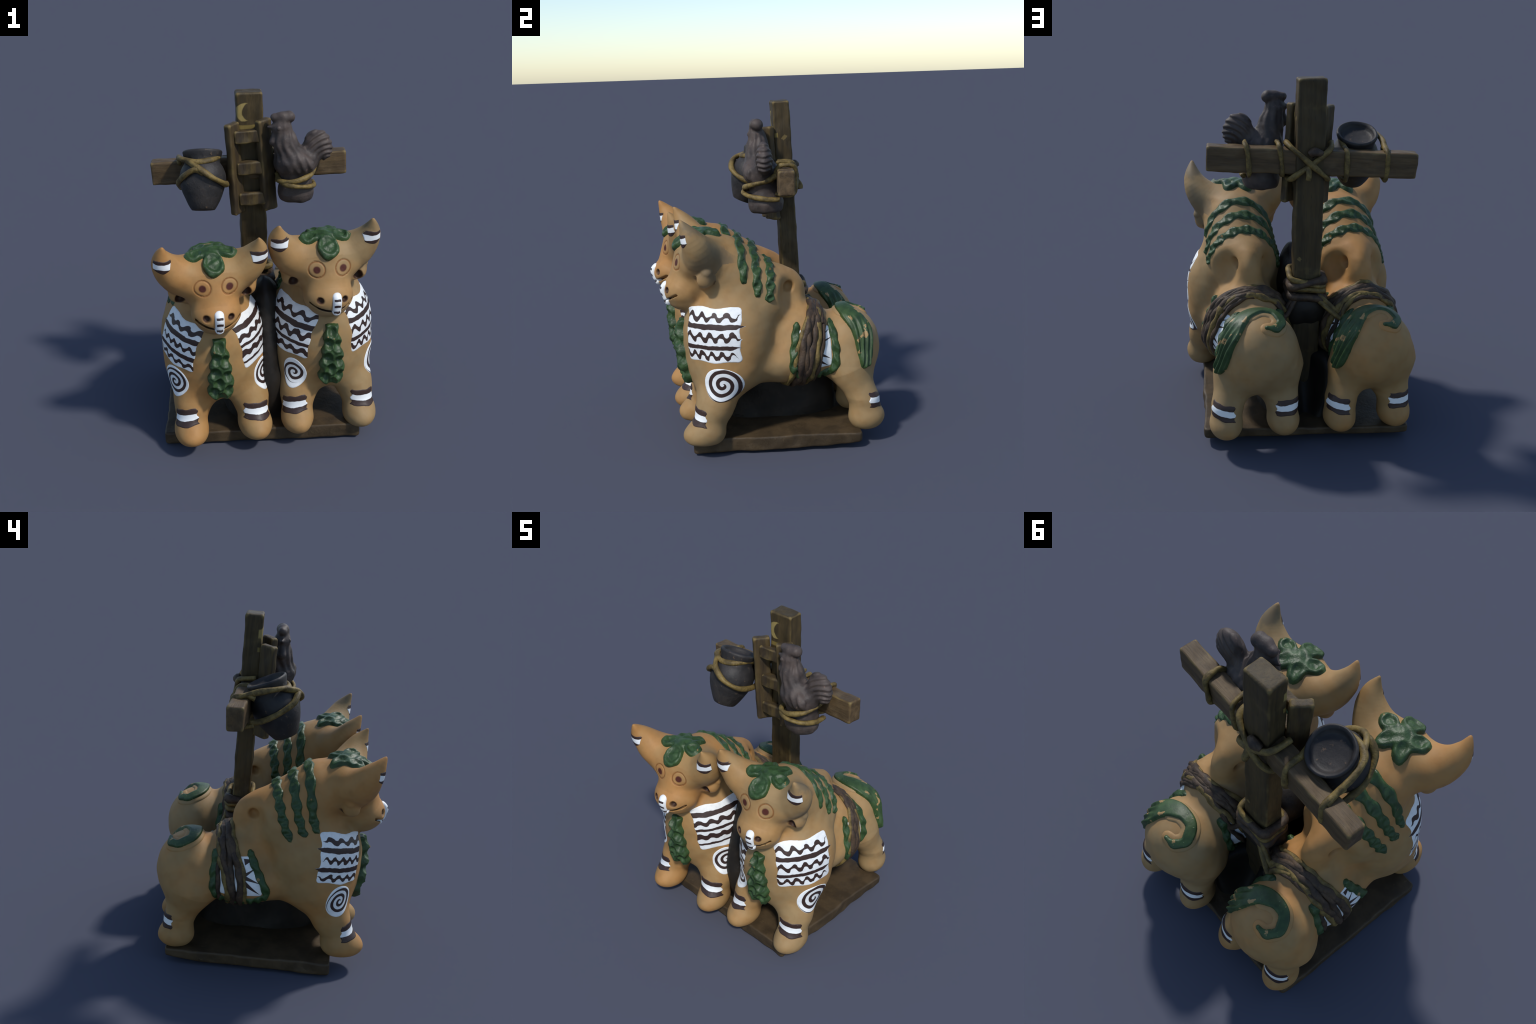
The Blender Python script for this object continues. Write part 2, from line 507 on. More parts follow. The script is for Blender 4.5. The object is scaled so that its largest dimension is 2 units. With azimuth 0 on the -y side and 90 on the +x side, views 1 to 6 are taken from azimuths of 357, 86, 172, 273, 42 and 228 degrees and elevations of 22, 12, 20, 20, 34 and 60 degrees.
    def build(self, root, mats):
        self.root = empty('bull', root, self.loc, self.yaw)
        P, F, N = iso_surface(self.sdf_local, (-.36, -.74, .02), (.36, .74, 1.48), .0065)
        self.bvh = BVHTree.FromPolygons(P.tolist(), F.tolist())
        cen = P[F].mean(1); c = self.to_canon(cen); d = self.parts(c)
        q = self.headp(c)
        lab = np.full(len(F), 0)                               # torso
        side = c[:, 0] > 0
        head = (d['head'] < d['torso']) | (d['horn'] < d['torso'] - .0) | (d['ear'] < d['torso'])
        lab[head] = 1
        for s, b in ((True, 0), (False, 1)):
            m = side == s
            horn = (d['horn'] < d['head'] + .004) & (np.abs(q[:, 0]) > .165) & (q[:, 2] > 1.13)
            lab[m & horn] = 2 + b
            ear = (d['ear'] < .012) & (d['ear'] < d['head'] - .012) & (q[:, 2] < 1.13) & (q[:, 1] < -.26) & (np.abs(q[:, 0]) > .12)
            lab[m & ear] = 4 + b
            fl = (d['front_leg'] < d['torso'] - .012) & (c[:, 2] < .42) & (c[:, 1] < 0)
            hl = (d['hind_leg'] < d['torso'] - .004) & (c[:, 2] < .36) & (c[:, 1] > 0.15)
            lab[m & fl] = 6 + b; lab[m & hl] = 8 + b
            qs = q[:, 0] if s else -q[:, 0]
            eye = (np.hypot(qs - EYE[0], q[:, 2] - EYE[1]) < .05) & (q[:, 1] < -.42)
            lab[eye] = 10 + b
        names = ['torso', 'head', 'horn', 'horn', 'ear', 'ear', 'front_leg', 'front_leg', 'hind_leg', 'hind_leg', 'eye', 'eye']
        for i, nm in enumerate(names):
            fs = F[lab == i]
            if not len(fs): continue
            u, inv = np.unique(fs, return_inverse=True)
            mt = mats['head'] if i in (1, 2, 3, 4, 5, 10, 11) else mats['body']
            add(nm, new_mesh(nm, P[u], inv.reshape(fs.shape), mt, True, N[u]), self.root)

    def hit(self, o, dr):
        """Cast canonical rays onto the body; local hits and smooth normals."""
        ol = self.to_local(o); tl = self.to_local(o + dr * .1); dl = tl - ol
        dl /= np.linalg.norm(dl, axis=1)[:, None]
        H = np.full(ol.shape, np.nan)
        for i in range(len(ol)):
            h = self.bvh.ray_cast(Vector(ol[i]), Vector(dl[i]))
            if h[0] is not None: H[i] = h[0]
        ok = ~np.isnan(H[:, 0])
        N = np.zeros_like(H)
        g, _ = gradient(self.sdf_local, H[ok], .006)
        N[ok] = g / (np.linalg.norm(g, axis=1)[:, None] + 1e-9)
        return H, N, ok

    def relief(self, name, A, Bv, rays, frame, sd, height, mat, edge=.006, sink=.005, parent=None):
        """Raised patch that follows the body. A,Bv: grid parameters;
        rays(a,b)->origins,directions (canonical); frame=(O,U,V) canonical;
        sd(a,b,x,y,z): signed distance to the outline; height(a,b,x,y,z,sd)."""
        a, b = np.meshgrid(A, Bv, indexing='ij'); sh = a.shape
        o, dr = rays(a.ravel(), b.ravel())
        H, N, ok = self.hit(o, dr)
        O = self.to_local(frame[0])[0]; U = np.array(frame[1], float); V = np.array(frame[2], float)
        U /= np.linalg.norm(U); V -= U * (U @ V); V /= np.linalg.norm(V); W = np.cross(U, V)
        R = np.stack([U, V, W], 1)
        L = (H - O) @ R
        x, y, z = L[:, 0], L[:, 1], L[:, 2]
        s = sd(a.ravel(), b.ravel(), x, y, z)
        s = np.where(ok, s, 1.0)
        hh = height(a.ravel(), b.ravel(), x, y, z, s) if callable(height) else height
        t = np.clip(-s / edge, 0, 1)
        off = np.where(s < 0, hh * np.sqrt(np.maximum(0, 1 - (1 - t) ** 2)), -np.minimum(s * 1.2, sink))
        Q = L + (N * off[:, None]) @ R
        keep = (s < .009) & ok
        id_ = np.arange(len(s)).reshape(sh)
        q = np.stack([id_[:-1, :-1], id_[1:, :-1], id_[1:, 1:], id_[:-1, 1:]], -1).reshape(-1, 4)
        q = q[keep[q].all(1)]
        # drop faces that bridge a jump in depth
        e = np.linalg.norm(Q[q] - Q[np.roll(q, 1, 1)], axis=2).max(1)
        q = q[e < .045]
        if not len(q): return None
        # outward winding
        p0, p1, p2 = Q[q[:, 0]], Q[q[:, 1]], Q[q[:, 2]]
        fn = np.cross(p1 - p0, p2 - p0)
        if (fn * ((N @ R)[q[:, 0]])).sum() < 0: q = q[:, ::-1]
        u, inv = np.unique(q, return_inverse=True)
        M = Matrix(((*R[0], O[0]), (*R[1], O[1]), (*R[2], O[2]), (0, 0, 0, 1)))
        return add(name, new_mesh(name, Q[u], inv.reshape(q.shape), mat), parent or self.root, M)

    def flat_rays(self, O, U, V):
        O = np.array(O, float); U = np.array(U, float); U /= np.linalg.norm(U)
        V = np.array(V, float); V -= U * (U @ V); V /= np.linalg.norm(V); W = np.cross(U, V)
        def f(a, b):
            o = O + a[:, None] * U + b[:, None] * V + W * .35
            return o, np.broadcast_to(-W, o.shape)
        return f

def seg_dist(x, y, pts, rad):
    """Distance to a brush path with varying radius, and the arc length there."""
    best = np.full(x.shape, 9.0); arc = np.zeros(x.shape); acc = 0.0
    for i in range(len(pts) - 1):
        a = np.array(pts[i]); b = np.array(pts[i + 1]); ba = b - a; L = np.hypot(*ba)
        t = np.clip(((x - a[0]) * ba[0] + (y - a[1]) * ba[1]) / (L * L), 0, 1)
        d = np.hypot(x - a[0] - t * ba[0], y - a[1] - t * ba[1]) - (rad[i] + (rad[i + 1] - rad[i]) * t)
        m = d < best
        best = np.where(m, d, best); arc = np.where(m, acc + t * L, arc); acc += L
    return best, arc

def smooth_path(pts, n=8):
    P = np.array(pts, float); out = []
    for i in range(len(P) - 1):
        p0, p1, p2, p3 = P[max(i - 1, 0)], P[i], P[i + 1], P[min(i + 2, len(P) - 1)]
        for t in np.arange(n) / n:
            out.append(.5 * ((2 * p1) + (-p0 + p2) * t + (2 * p0 - 5 * p1 + 4 * p2 - p3) * t * t + (-p0 + 3 * p1 - 3 * p2 + p3) * t ** 3))
    out.append(P[-1]); return np.array(out)

def rbox(x, y, hx, hy, r):
    qx, qy = np.abs(x) - hx + r, np.abs(y) - hy + r
    return np.hypot(np.maximum(qx, 0), np.maximum(qy, 0)) + np.minimum(np.maximum(qx, qy), 0) - r

GREEN = green_material(); CHIPPED = green_chipped_material(); NOSE = nose_material()
BAND = band_material('leg_band_paint', .0165); HBAND = band_material('horn_band_paint', .0145)

def decorate(B):
    sgn = lambda s: 1 if s == 'R' else -1
    # ---- painted shoulder panels and spirals
    for s in 'RL':
        k = sgn(s); pn = B.panel[s]; a = math.radians(pn['turn'])
        N = np.array((k * math.cos(a), -math.sin(a), .0))
        back = np.array((k * math.sin(a), math.cos(a), 0.0))    # toward the tail
        U = (back + np.array((0, 0, pn.get('tilt', 0)))) * k; V = np.array((0, 0, 1.0))
        O = pn['at']; hx, hy = pn['half']; st = pn['strokes']
        mat = panel_material('shoulder_panel_paint', [(v0, th, am, wl, ph, en) for (v0, th, am, wl, ph, en) in st], -hx - .01, hx * .97) if k > 0 else None
        if k < 0:   # local +x runs toward the nose: mirror the strokes
            mm = Mat('shoulder_panel_paint', .5, .4)
            j = (mm.noise(19, 2, .5) - .5) * .034; n3 = mm.noise(40, 3, .6)
            f = stroke_field(-mm.x + j, mm.y, st, j, -hx - .01, hx * .97)
            col = mm.mix(mm.step(n3, .35, .75) * .35, WHITE, lin(190, 194, 198))
            col = mm.mix(mm.step(f, .0018, -.0008), col, mm.mix(mm.step(n3, .6, .72) * .5, DARK, lin(84, 62, 52)))
            mat = mm.done(col, n3, .15, .003)
        def sd(aa, bb, x, y, z, k=k, hx=hx, hy=hy, st=st):
            box = rbox(x + .003 * np.sin(y * 60), y + .004 * np.sin(x * 37 + 1), hx, hy, .022)
            return np.minimum(box, stroke_field(x * k, y, st, 0, hx * .8, hx * .97))
        rr = B.flat_rays(O, U, V)
        B.relief('painted_panel', np.arange(-hx - .012, hx + .06, .004) * k, np.arange(-hy - .02, hy + .02, .004),
                 rr, (O, U, V), sd, .0022, mat, .004)
        sp = B.spiral[s]; a = math.radians(sp['turn'])
        back = np.array((k * math.sin(a), math.cos(a), 0.0)); U = back * k; V = np.array((0, 0, 1.0)); O = sp['at']
        rx, rz = sp['r']
        mat = spiral_material('spiral_paint', sp['dir'], sp['phase'], sp['pitch'], rx * .97)
        def sd(aa, bb, x, y, z, rx=rx, rz=rz):
            an = np.arctan2(y, x)
            return (np.hypot(x / rx, y / rz) - 1 - .03 * np.sin(3 * an + 1)) * min(rx, rz)
        B.relief('painted_spiral', np.arange(-rx - .015, rx + .015, .004), np.arange(-rz - .015, rz + .015, .004),
                 B.flat_rays(O, U, V), (O, U, V), sd, .0022, mat, .004)
    # ---- leg bands (wrapped round the outer side of each leg)
    for (lx, ly, z0, az, span, tilt, hgt) in B.bands:
        ca = math.radians(az); n = np.array((math.sin(ca), -math.cos(ca), 0.0))   # az 0 = front, 90 = +x
        U = np.array((math.cos(ca), math.sin(ca), 0.0)); V = np.array((0, 0, 1.0)) + U * tilt
        U2 = U - np.array((0, 0, 1.0)) * tilt
        O = np.array((lx, ly, z0))
        def rays(a, b, ca=ca, lx=lx, ly=ly):
            an = ca + a / .1
            dr = np.stack([np.sin(an), -np.cos(an), 0 * an], 1)
            base = np.stack([lx + 0 * an, ly + 0 * an, b], 1)
            return base + dr * .4, -dr
        def sd(a, b, x, y, z, span=span, hgt=hgt):
            return np.maximum(np.abs(y + .002 * np.sin(a * 70)) - hgt, np.abs(a) - span + .006 * np.sin(y * 150 + lx * 30)) * .9
        B.relief('leg_band', np.arange(-span - .03, span + .03, .005), np.arange(z0 - hgt - .07, z0 + hgt + .07, .004),
                 rays, (O + n * .09, U2, V), sd, .0022, BAND, .004)
    # ---- horn bands
    for k in (1, -1):
        c = B.head_to_canon((k * .25 - .013, -.45, 1.295)); a = math.radians(18) * k
        U = np.array((math.cos(a), math.sin(a), .10 * k)); V = np.array((-.10 * k, -.35, 1.0))
        w = .047
        def sd(a_, b, x, y, z):
            return np.maximum(np.abs(y - 2.2 * x * x + .002 * np.sin(x * 90)) - .037 * (1 - .35 * (x / w) ** 2), np.abs(x) - w)
        B.relief('horn_band', np.arange(-.066, .067, .003), np.arange(-.055, .07, .003), B.flat_rays(c, U, V), (c, U, V), sd, .002, HBAND, .004)
    # ---- nose paint
    c = B.head_to_canon((B.nose_x, -.565, .945))
    V3 = np.array((0, .22, 1.0)); U3 = np.array((1.0, math.sin(B.hyaw), 0)); M3 = []
    def sd(a, b, x, y, z): return rbox(x, y, .025, .066, .024)
    def hg(a, b, x, y, z, s): return .017 + .004 * np.sin(y * 80)
    B.relief('nose_ridge', np.arange(-.042, .043, .003), np.arange(-.08, .081, .003), B.flat_rays(c, U3, V3), (c, U3, V3), sd, hg, NOSE, .026)
    # ---- leaf on the forehead: lobes with pressed hollows
    c = B.head_to_canon((0, -.395, 1.27))
    V4 = np.array((0, .68, .50)); U4 = np.array((1.0, math.sin(B.hyaw), 0))
    lobes = [(.0, -.072, .058, .074, 0), (-.086, .008, .060, .044, .25), (.086, .008, .060, .044, -.25),
             (-.045, .070, .046, .040, -.9), (.045, .070, .046, .040, .9)]
    def lob(x, y, L):
        cx, cy, ra, rb, an = L
        dx, dy = x - cx, y - cy; ca, sa = math.cos(an), math.sin(an)
        u, v = dx * ca + dy * sa, -dx * sa + dy * ca
        return (np.hypot(u / ra, v / rb) - 1) * min(ra, rb)
    def sd(a, b, x, y, z):
        d = np.hypot(x, y - .03) - .05
        for L in lobes: d = smin(d, lob(x, y, L), .018)
        return d + .003 * np.sin(x * 60 + y * 45)
    def hg(a, b, x, y, z, s):
        h = .022 + .004 * np.sin(x * 85 + 2 * np.sin(y * 50)) * np.sin(y * 76)
        for i, L in enumerate(lobes):
            l = lob(x, y, L)
            h = h - (.013 if i < 3 else .008) * np.clip(-(l + .016) / .012, 0, 1)
        return h
    B.relief('forehead_leaf', np.arange(-.19, .191, .004), np.arange(-.2, .19, .004), B.flat_rays(c, U4, V4), (c, U4, V4), sd, hg, GREEN, .012, .012)
    # ---- dewlap garland down the chest
    c = np.array((B.beard_x, -.46, .60)); V5 = np.array((0, -.12, 1.0)); U5 = np.array((1.0, .05, 0))
    def sd(a, b, x, y, z):
        w = np.interp(y, [-.20, -.14, -.06, .03, .12, .19], [.050, .070, .068, .056, .044, .032])
        return np.maximum(np.abs(x) - w - .006 * np.sin(y * 75 + np.sign(x)), np.abs(y + .005) - .19 + .9 * x * x / .05 * .1) * .9
    dim = [(-.004, .150), (-.022, .085), (.026, .070), (-.030, .0), (.03, -.025), (-.012, -.07), (-.036, -.125), (.034, -.115), (.0, -.165)]
    def hg(a, b, x, y, z, s):
        h = .037 + .004 * np.sin(y * 60 + x * 20)
        for (dx, dy) in dim:
            r = np.hypot((x - dx) / .022, (y - dy) / .030)
            h = h - .024 * np.exp(-r ** 2 * 1.2) + .008 * np.exp(-((r - 1.25) / .3) ** 2)
        return h
    B.relief('chest_garland', np.arange(-.11, .111, .004), np.arange(-.22, .22, .004), B.flat_rays(c, U5, V5), (c, U5, V5), sd, hg, GREEN, .022, .008)
    # ---- three twisted cords over the neck
    for (y0, slant, span, bow) in B.cords:
        zc = .82
        lo, hi = -span[0], span[1]
        A = np.arange(lo - .12, hi + .12, .012)
        def rays(a, b, zc=zc):
            dr = np.stack([np.sin(a), 0 * a, np.cos(a)], 1)
            yb = b - (.42 - .30 * np.cos(a)) * 0
            base = np.stack([0 * a, yb, zc + 0 * a], 1)
            return base + dr * .6, -dr
        def path(a): return y0 + slant * (1 - np.cos(a)) + bow * np.sin(a)
        def sd(a, b, x, y, z):
            w = .0235 * np.clip(np.minimum(a - lo, hi - a) / .12 + .35, .0, 1)
            end = np.maximum(lo - a, a - hi) * .3
            return np.maximum(np.abs(b - path(a)) - w + .0045 * np.sin(a * 21), end)
        def hg(a, b, x, y, z, s):
            return .010 + .005 * np.sin(a * 21 + (b - path(a)) * 90) + .002 * np.sin(a * 50)
        lo_b = min(path(A)) - .035; hi_b = max(path(A)) + .035
        O = np.array((0, y0, 1.05))
        B.relief('neck_cord', A, np.arange(lo_b, hi_b, .004), rays, (O, (1, 0, 0), (0, 1, 0)), sd, hg, GREEN, .014, .008)
    # ---- blanket: white rayed patch framed by twisted garlands
    for s in 'RL':
        k = sgn(s); bk = B.blanket[s]
        U = np.array((0, k, 0.0)); V = np.array((0, 0, 1.0)); O = np.array((k * .22, bk['at'][0], bk['at'][1]))
        rays = [(k * x, y, an if k > 0 else math.pi - an, L, w) for (x, y, an, L, w) in bk['rays']]
        mat = ray_patch_material('blanket_paint', rays)
        hx, hy = bk['half']; sk = bk['skew']
        def sd(a, b, x, y, z, k=k, hx=hx, hy=hy, sk=sk):
            return rbox(k * x - sk * y, y, hx, hy, .02)
        B.relief('painted_blanket', np.arange(-hx - .07, hx + .07, .005), np.arange(-hy - .02, hy + .02, .005),
                 B.flat_rays(O, U, V), (O, U, V), sd, .0022, mat, .004)
        pts = smooth_path([(k * x, y) for (x, y) in bk['path']], 6); rad = np.full(len(pts), .0215); rad[0] = rad[-1] = .014
        def sd2(a, b, x, y, z, pts=pts, rad=rad):
            d, arc = seg_dist(x, y, pts, rad); return d + .003 * np.sin(arc * 75)
        def hg2(a, b, x, y, z, s, pts=pts, rad=rad):
            d, arc = seg_dist(x, y, pts, rad); return .014 + .006 * np.sin(arc * 85 + x * 60 * k)
        lo = pts.min(0) - .04; hi = pts.max(0) + .04
        B.relief('blanket_garland', np.arange(lo[0], hi[0], .004), np.arange(lo[1], hi[1], .004),
                 B.flat_rays(O, U, V), (O, U, V), sd2, hg2, GREEN, .013, .007)
    # ---- tail: clay coil on the rump with a painted tuft
    cen = np.array((0, .455, .56)); pole = np.array((.0, .42, .9)); pole /= np.linalg.norm(pole)
    U = np.array((1.0, 0, 0)); V = np.cross(pole, U)
    R = .235
    def rays(a, b):
        th = np.hypot(a, b) / R; ph = np.arctan2(b, a)
        dr = np.cos(th)[:, None] * pole + (np.sin(th) * np.cos(ph))[:, None] * U + (np.sin(th) * np.sin(ph))[:, None] * V
        return cen + dr * .5, -dr
    fr = (cen + pole * R, U, V)
    pts = smooth_path(B.tail, 8)
    rad = np.interp(np.linspace(0, 1, len(pts)), np.linspace(0, 1, len(B.tail_r)), B.tail_r)
    coil = [i for i in range(len(pts)) if i >= len(pts) * .42]
    cp = pts[coil]; cr_ = rad[coil] + .022
    A = np.arange(-.20, .46, .005); Bb = np.arange(-.20, .28, .005)
    def sd(a, b, x, y, z): return seg_dist(a, b, cp, cr_)[0]
    B.relief('tail', A, Bb, rays, fr, sd, .011, B.mats['body'], .035, .004)
    def sd(a, b, x, y, z):
        d, arc = seg_dist(a, b, pts, rad)
        return d + .0025 * np.sin(arc * 60 + a * 40)
    def hg(a, b, x, y, z, s):
        d, arc = seg_dist(a, b, pts, rad)
        fan = np.clip((a - .12) / .08, 0, 1)
        return .016 + fan * (.006 + .007 * np.sin((b * .83 - a * .55) * 170)) + .008 * (1 - fan)
    B.relief('tail_tuft', A, Bb, rays, fr, sd, hg, CHIPPED, .012, .006)

def clay_set(B, warm, pale):
    def L(p): return tuple(B.to_local(B.head_to_canon(p))[0])
    red = lin(74, 34, 26); hole = lin(58, 36, 24); brown = lin(120, 74, 34)
    spots = []
    for k in (1, -1):
        spots += [(*L((k * EYE[0], -.522, EYE[1])), .0195, red), (*L((k * .068, -.56, .972)), .019, hole),
                  (*L((k * .186, -.392, 1.032)), .027, hole)]
    rings = [(*L((k * EYE[0], -.527, EYE[1])), EYE[2], .006, brown) for k in (1, -1)]
    mo = (.905 * B.sz, 3.2 * B.sz, .118, L((0, -.44, .9))[1], L((0, -.52, .9))[0], 1)
    return {'body': clay_material('terracotta', warm, pale), 'head': clay_material('terracotta_face', warm, pale, spots, mo, rings, B.smoke)}

# =================================================================== BUILD =
root = empty('bull_pair_ornament')
root['label'] = 'two painted clay bulls bound to a wooden cross on a plank base'
root['category'] = 'clay ornament'

wav = lambda v, a=.010, wl=.062, ph=0.0, th=.0078, en=.0: (v, th * 1.3, a, wl, ph, en)
bar = lambda v, th=.0125, en=.02: (v, th, 0.0, 1.0, 0.0, en)
def bands(hx):
    return [(.192, -.375, .262, 14, .10, .10, .048), (-.192, -.375, .262, -22, .10, -.16, .048),
            (.16 + hx, .545, .268, 150, .09, .16, .044), (-.16 + hx, .545, .268, 195, .09, .0, .044)]

common = dict(floor=.076, beard_x=.0,
    tail=[(.325, .145), (.28, .10), (.21, .03), (.11, -.06), (.01, -.098), (-.075, -.075), (-.105, -.005), (-.07, .05), (-.015, .05)],
    tail_r=[.062, .074, .074, .058, .04, .034, .030, .026, .012],
    
    blanket={
        'R': dict(at=(.235, .60), half=(.115, .115), skew=.0, path=[(-.085, .145), (-.105, .05), (-.12, -.05), (-.11, -.12), (-.03, -.16), (.06, -.165), (.12, -.135), (.14, -.07), (.14, .03), (.125, .13)],
                  rays=[(.02, .05, .45, .10, .013), (.02, .02, .3, .11, .012), (.02, -.02, -.5, .10, .013), (.02, -.06, -.6, .09, .012)]),
        'L': dict(at=(.21, .60), half=(.125, .115), skew=.22, path=[(-.07, .135), (-.11, .04), (-.155, -.05), (-.17, -.115), (-.11, -.155), (0, -.165), (.09, -.155), (.13, -.10), (.135, .0), (.12, .12)],
                  rays=[(-.04, .085, 2.9, .05, .018), (-.04, .01, 2.6, .08, .010), (-.04, .0, 3.5, .10, .012), (-.04, -.03, 3.8, .12, .014)])})

right = Bull(**common, loc=(.311, 0, 0), yaw=math.radians(4.6), fy=1.0, sz=1.0, hy=0.0, front_x=.0, hind_x=.032, horn_y=0.0, cords=[(-.15, .01, (1.35, .80), .0), (-.068, -.01, (1.4, 1.08), .0), (.018, -.04, (1.45, 1.22), .0)], hyaw=math.radians(.6), hx=-.012, seed=1.3, nose_x=.022, smoke=[(.23, -.31, 1.13, .17), (.25, -.43, 1.36, .08)],
    panel={'R': dict(at=(.20, -.325, .735), turn=31, tilt=.03, half=(.165, .150), strokes=[wav(.100, .014, .075, .5, .010), bar(.05, .0135, .03), wav(-.008, .015, .068, 2.0, .0115, .02), bar(-.066, .012, .01), wav(-.112, .014, .06, 1.0, .010, -.01)]),
           'L': dict(at=(-.20, -.335, .735), turn=33, tilt=.16, half=(.165, .150), strokes=[wav(.100, .014, .085, .8, .0105), bar(.047, .016, .0), wav(-.01, .016, .075, 2.0, .0135), bar(-.064, .011, .0), wav(-.112, .010, .07, 1.0, .0125)])},
    spiral={'R': dict(at=(.24, -.285, .455), turn=18, r=(.112, .100), dir=1, phase=.35, pitch=.044),
            'L': dict(at=(-.19, -.39, .455), turn=45, r=(.072, .094), dir=-1, phase=.1, pitch=.034)},
    bands=bands(.032))
left = Bull(**common, loc=(-.337, -.04, 0), yaw=math.radians(5.3), fy=1.055, sz=.97, hy=-.016, front_x=.014, hind_x=.042, horn_y=-.018, cords=[(-.165, -.075, (1.25, 1.2), .0), (-.083, -.085, (1.34, 1.25), .0), (.003, -.085, (1.48, 1.3), .0)], hyaw=math.radians(2.7), hx=-.008, seed=4.1, nose_x=.0, smoke=[],
    panel={'R': dict(at=(.20, -.325, .735), turn=31, tilt=.14, half=(.165, .150), strokes=[bar(.100, .015, 0), wav(.047, .008, .075, .3, .0105), bar(-.002, .0095, 0), wav(-.052, .007, .072, 2, .0145), bar(-.108, .007, 0)]),
           'L': dict(at=(-.195, -.345, .735), turn=31, tilt=.20, half=(.145, .142), strokes=[wav(.100, .009, .075, 0, .010), bar(.052, .014, .03), wav(-.004, .011, .055, 1, .010), bar(-.06, .014, .03), wav(-.11, .010, .065, .6, .009)])},
    spiral={'R': dict(at=(.22, -.32, .46), turn=28, r=(.088, .10), dir=1, phase=.2, pitch=.036),
            'L': dict(at=(-.22, -.345, .475), turn=32, r=(.09, .097), dir=-1, phase=.55, pitch=.036)},
    bands=bands(.042))

right.mats = clay_set(right, lin(158, 121, 75), lin(142, 118, 82))
left.mats = clay_set(left, lin(166, 120, 69), lin(148, 118, 76))
for B in (right, left):
    B.build(root, B.mats)
    decorate(B)

# ---------------------------------------------------------------- woodwork --
WOOD = wood_material('aged_post_wood', 2, lin(52, 43, 26), lin(72, 59, 35), lin(104, 90, 54), True)
BEAM = wood_material('aged_beam_wood', 0, lin(68, 54, 36), lin(92, 74, 50), lin(112, 95, 68))
LAD = wood_material('ladder_wood', 2, lin(52, 43, 32), lin(78, 64, 38), lin(108, 94, 52))
PLANK = dark_clay_material('plank_wood', lin(56, 45, 30), lin(74, 60, 41), lin(88, 74, 50))

def hewn(name, sx, sy, sz, mat, parent, M, seg=.02, rough=.006, seed=0.0, taper=1.0):
    """Rough-cut timber: a finely gridded block with worn edges."""
    def f(p):
        q = np.abs(p) - np.array((sx, sy, sz)) / 2 + .012
        d = np.linalg.norm(np.maximum(q, 0), axis=1) + np.minimum(q.max(1), 0) - .012
        return d + rough * .5 * lumps(p, 22, seed) + rough * .35 * lumps(p, 60, seed + 3)
    e = np.array((sx, sy, sz)) / 2 + .03
    P, F, N = iso_surface(f, -e, e, .009)
    return add(name, new_mesh(name, P, F, mat, True, N), parent, M)

def rot(ax=0, ay=0, az=0, loc=(0, 0, 0)):
    return Matrix.Translation(loc) @ Matrix.Rotation(az, 4, 'Z') @ Matrix.Rotation(ay, 4, 'Y') @ Matrix.Rotation(ax, 4, 'X')

# plank base
def plank_sdf(p):
    """Thick board, underside rising to the rear, gnawed edges."""
    q = np.stack([np.abs(p[:, 0]) - .58, np.abs(p[:, 1]) - .488], 1) + .02
    d = np.linalg.norm(np.maximum(q, 0), axis=1) + np.minimum(q.max(1), 0) - .02
    d = d + .008 * lumps(p, 13, 2) + .004 * lumps(p, 40, 6)
    under = .010 + .012 * (p[:, 1] + .5) + .02 * np.clip((p[:, 1] - .3) / .2, 0, 1)
    f = smax(d, under - p[:, 2] + .002 * lumps(p, 20, 4), .015)
    return smax(f, p[:, 2] - .088 - .012 * np.clip(p[:, 0] / .3, 0, 1) + .002 * lumps(p, 16, 9), .012)
P, F, N = iso_surface(plank_sdf, (-.65, -.56, -.03), (.65, .56, .13), .009)
base = add('plank_base', new_mesh('plank_base', P, F, PLANK, True, N), root, rot(0, 0, math.radians(-2.0), (-.04, .052, .0)))

# near-black mass between the two bulls, under the bellies and round the post
GAP_DARK = dark_clay_material('dark_gap_mass', lin(26, 22, 18), lin(36, 31, 25), lin(48, 42, 34))
def gap_mass_sdf(p):
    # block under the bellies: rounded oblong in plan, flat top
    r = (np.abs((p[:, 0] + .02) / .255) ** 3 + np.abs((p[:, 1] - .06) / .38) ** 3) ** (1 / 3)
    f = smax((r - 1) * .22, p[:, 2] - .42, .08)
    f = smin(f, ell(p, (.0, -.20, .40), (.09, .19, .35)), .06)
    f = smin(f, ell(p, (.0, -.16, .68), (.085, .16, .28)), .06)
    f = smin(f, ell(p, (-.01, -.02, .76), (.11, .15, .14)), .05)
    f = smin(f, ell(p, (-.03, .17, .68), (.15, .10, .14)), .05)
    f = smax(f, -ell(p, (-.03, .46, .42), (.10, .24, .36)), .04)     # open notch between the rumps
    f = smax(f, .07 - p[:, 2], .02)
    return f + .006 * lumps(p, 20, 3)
P, F, N = iso_surface(gap_mass_sdf, (-.34, -.4, .03), (.30, .5, 1.06), .012)
add('gap_mass', new_mesh('gap_mass', P, F, GAP_DARK, True, N), root)

# post leans back a touch toward its foot
lean = math.atan2(.035, 1.1)
post = hewn('post', .158, .104, 1.95, WOOD, root, rot(lean, 0, math.radians(1.5), (-.036, .178, 1.024)), rough=.006, seed=5.0)
bl = math.hypot(1.16, .067)
beam = hewn('crossbeam', bl, .094, .142, BEAM, root, rot(0, math.radians(-1.9), math.radians(-3.3), (-.052, .158, 1.545)), rough=.007, seed=8.0)

me = post.data
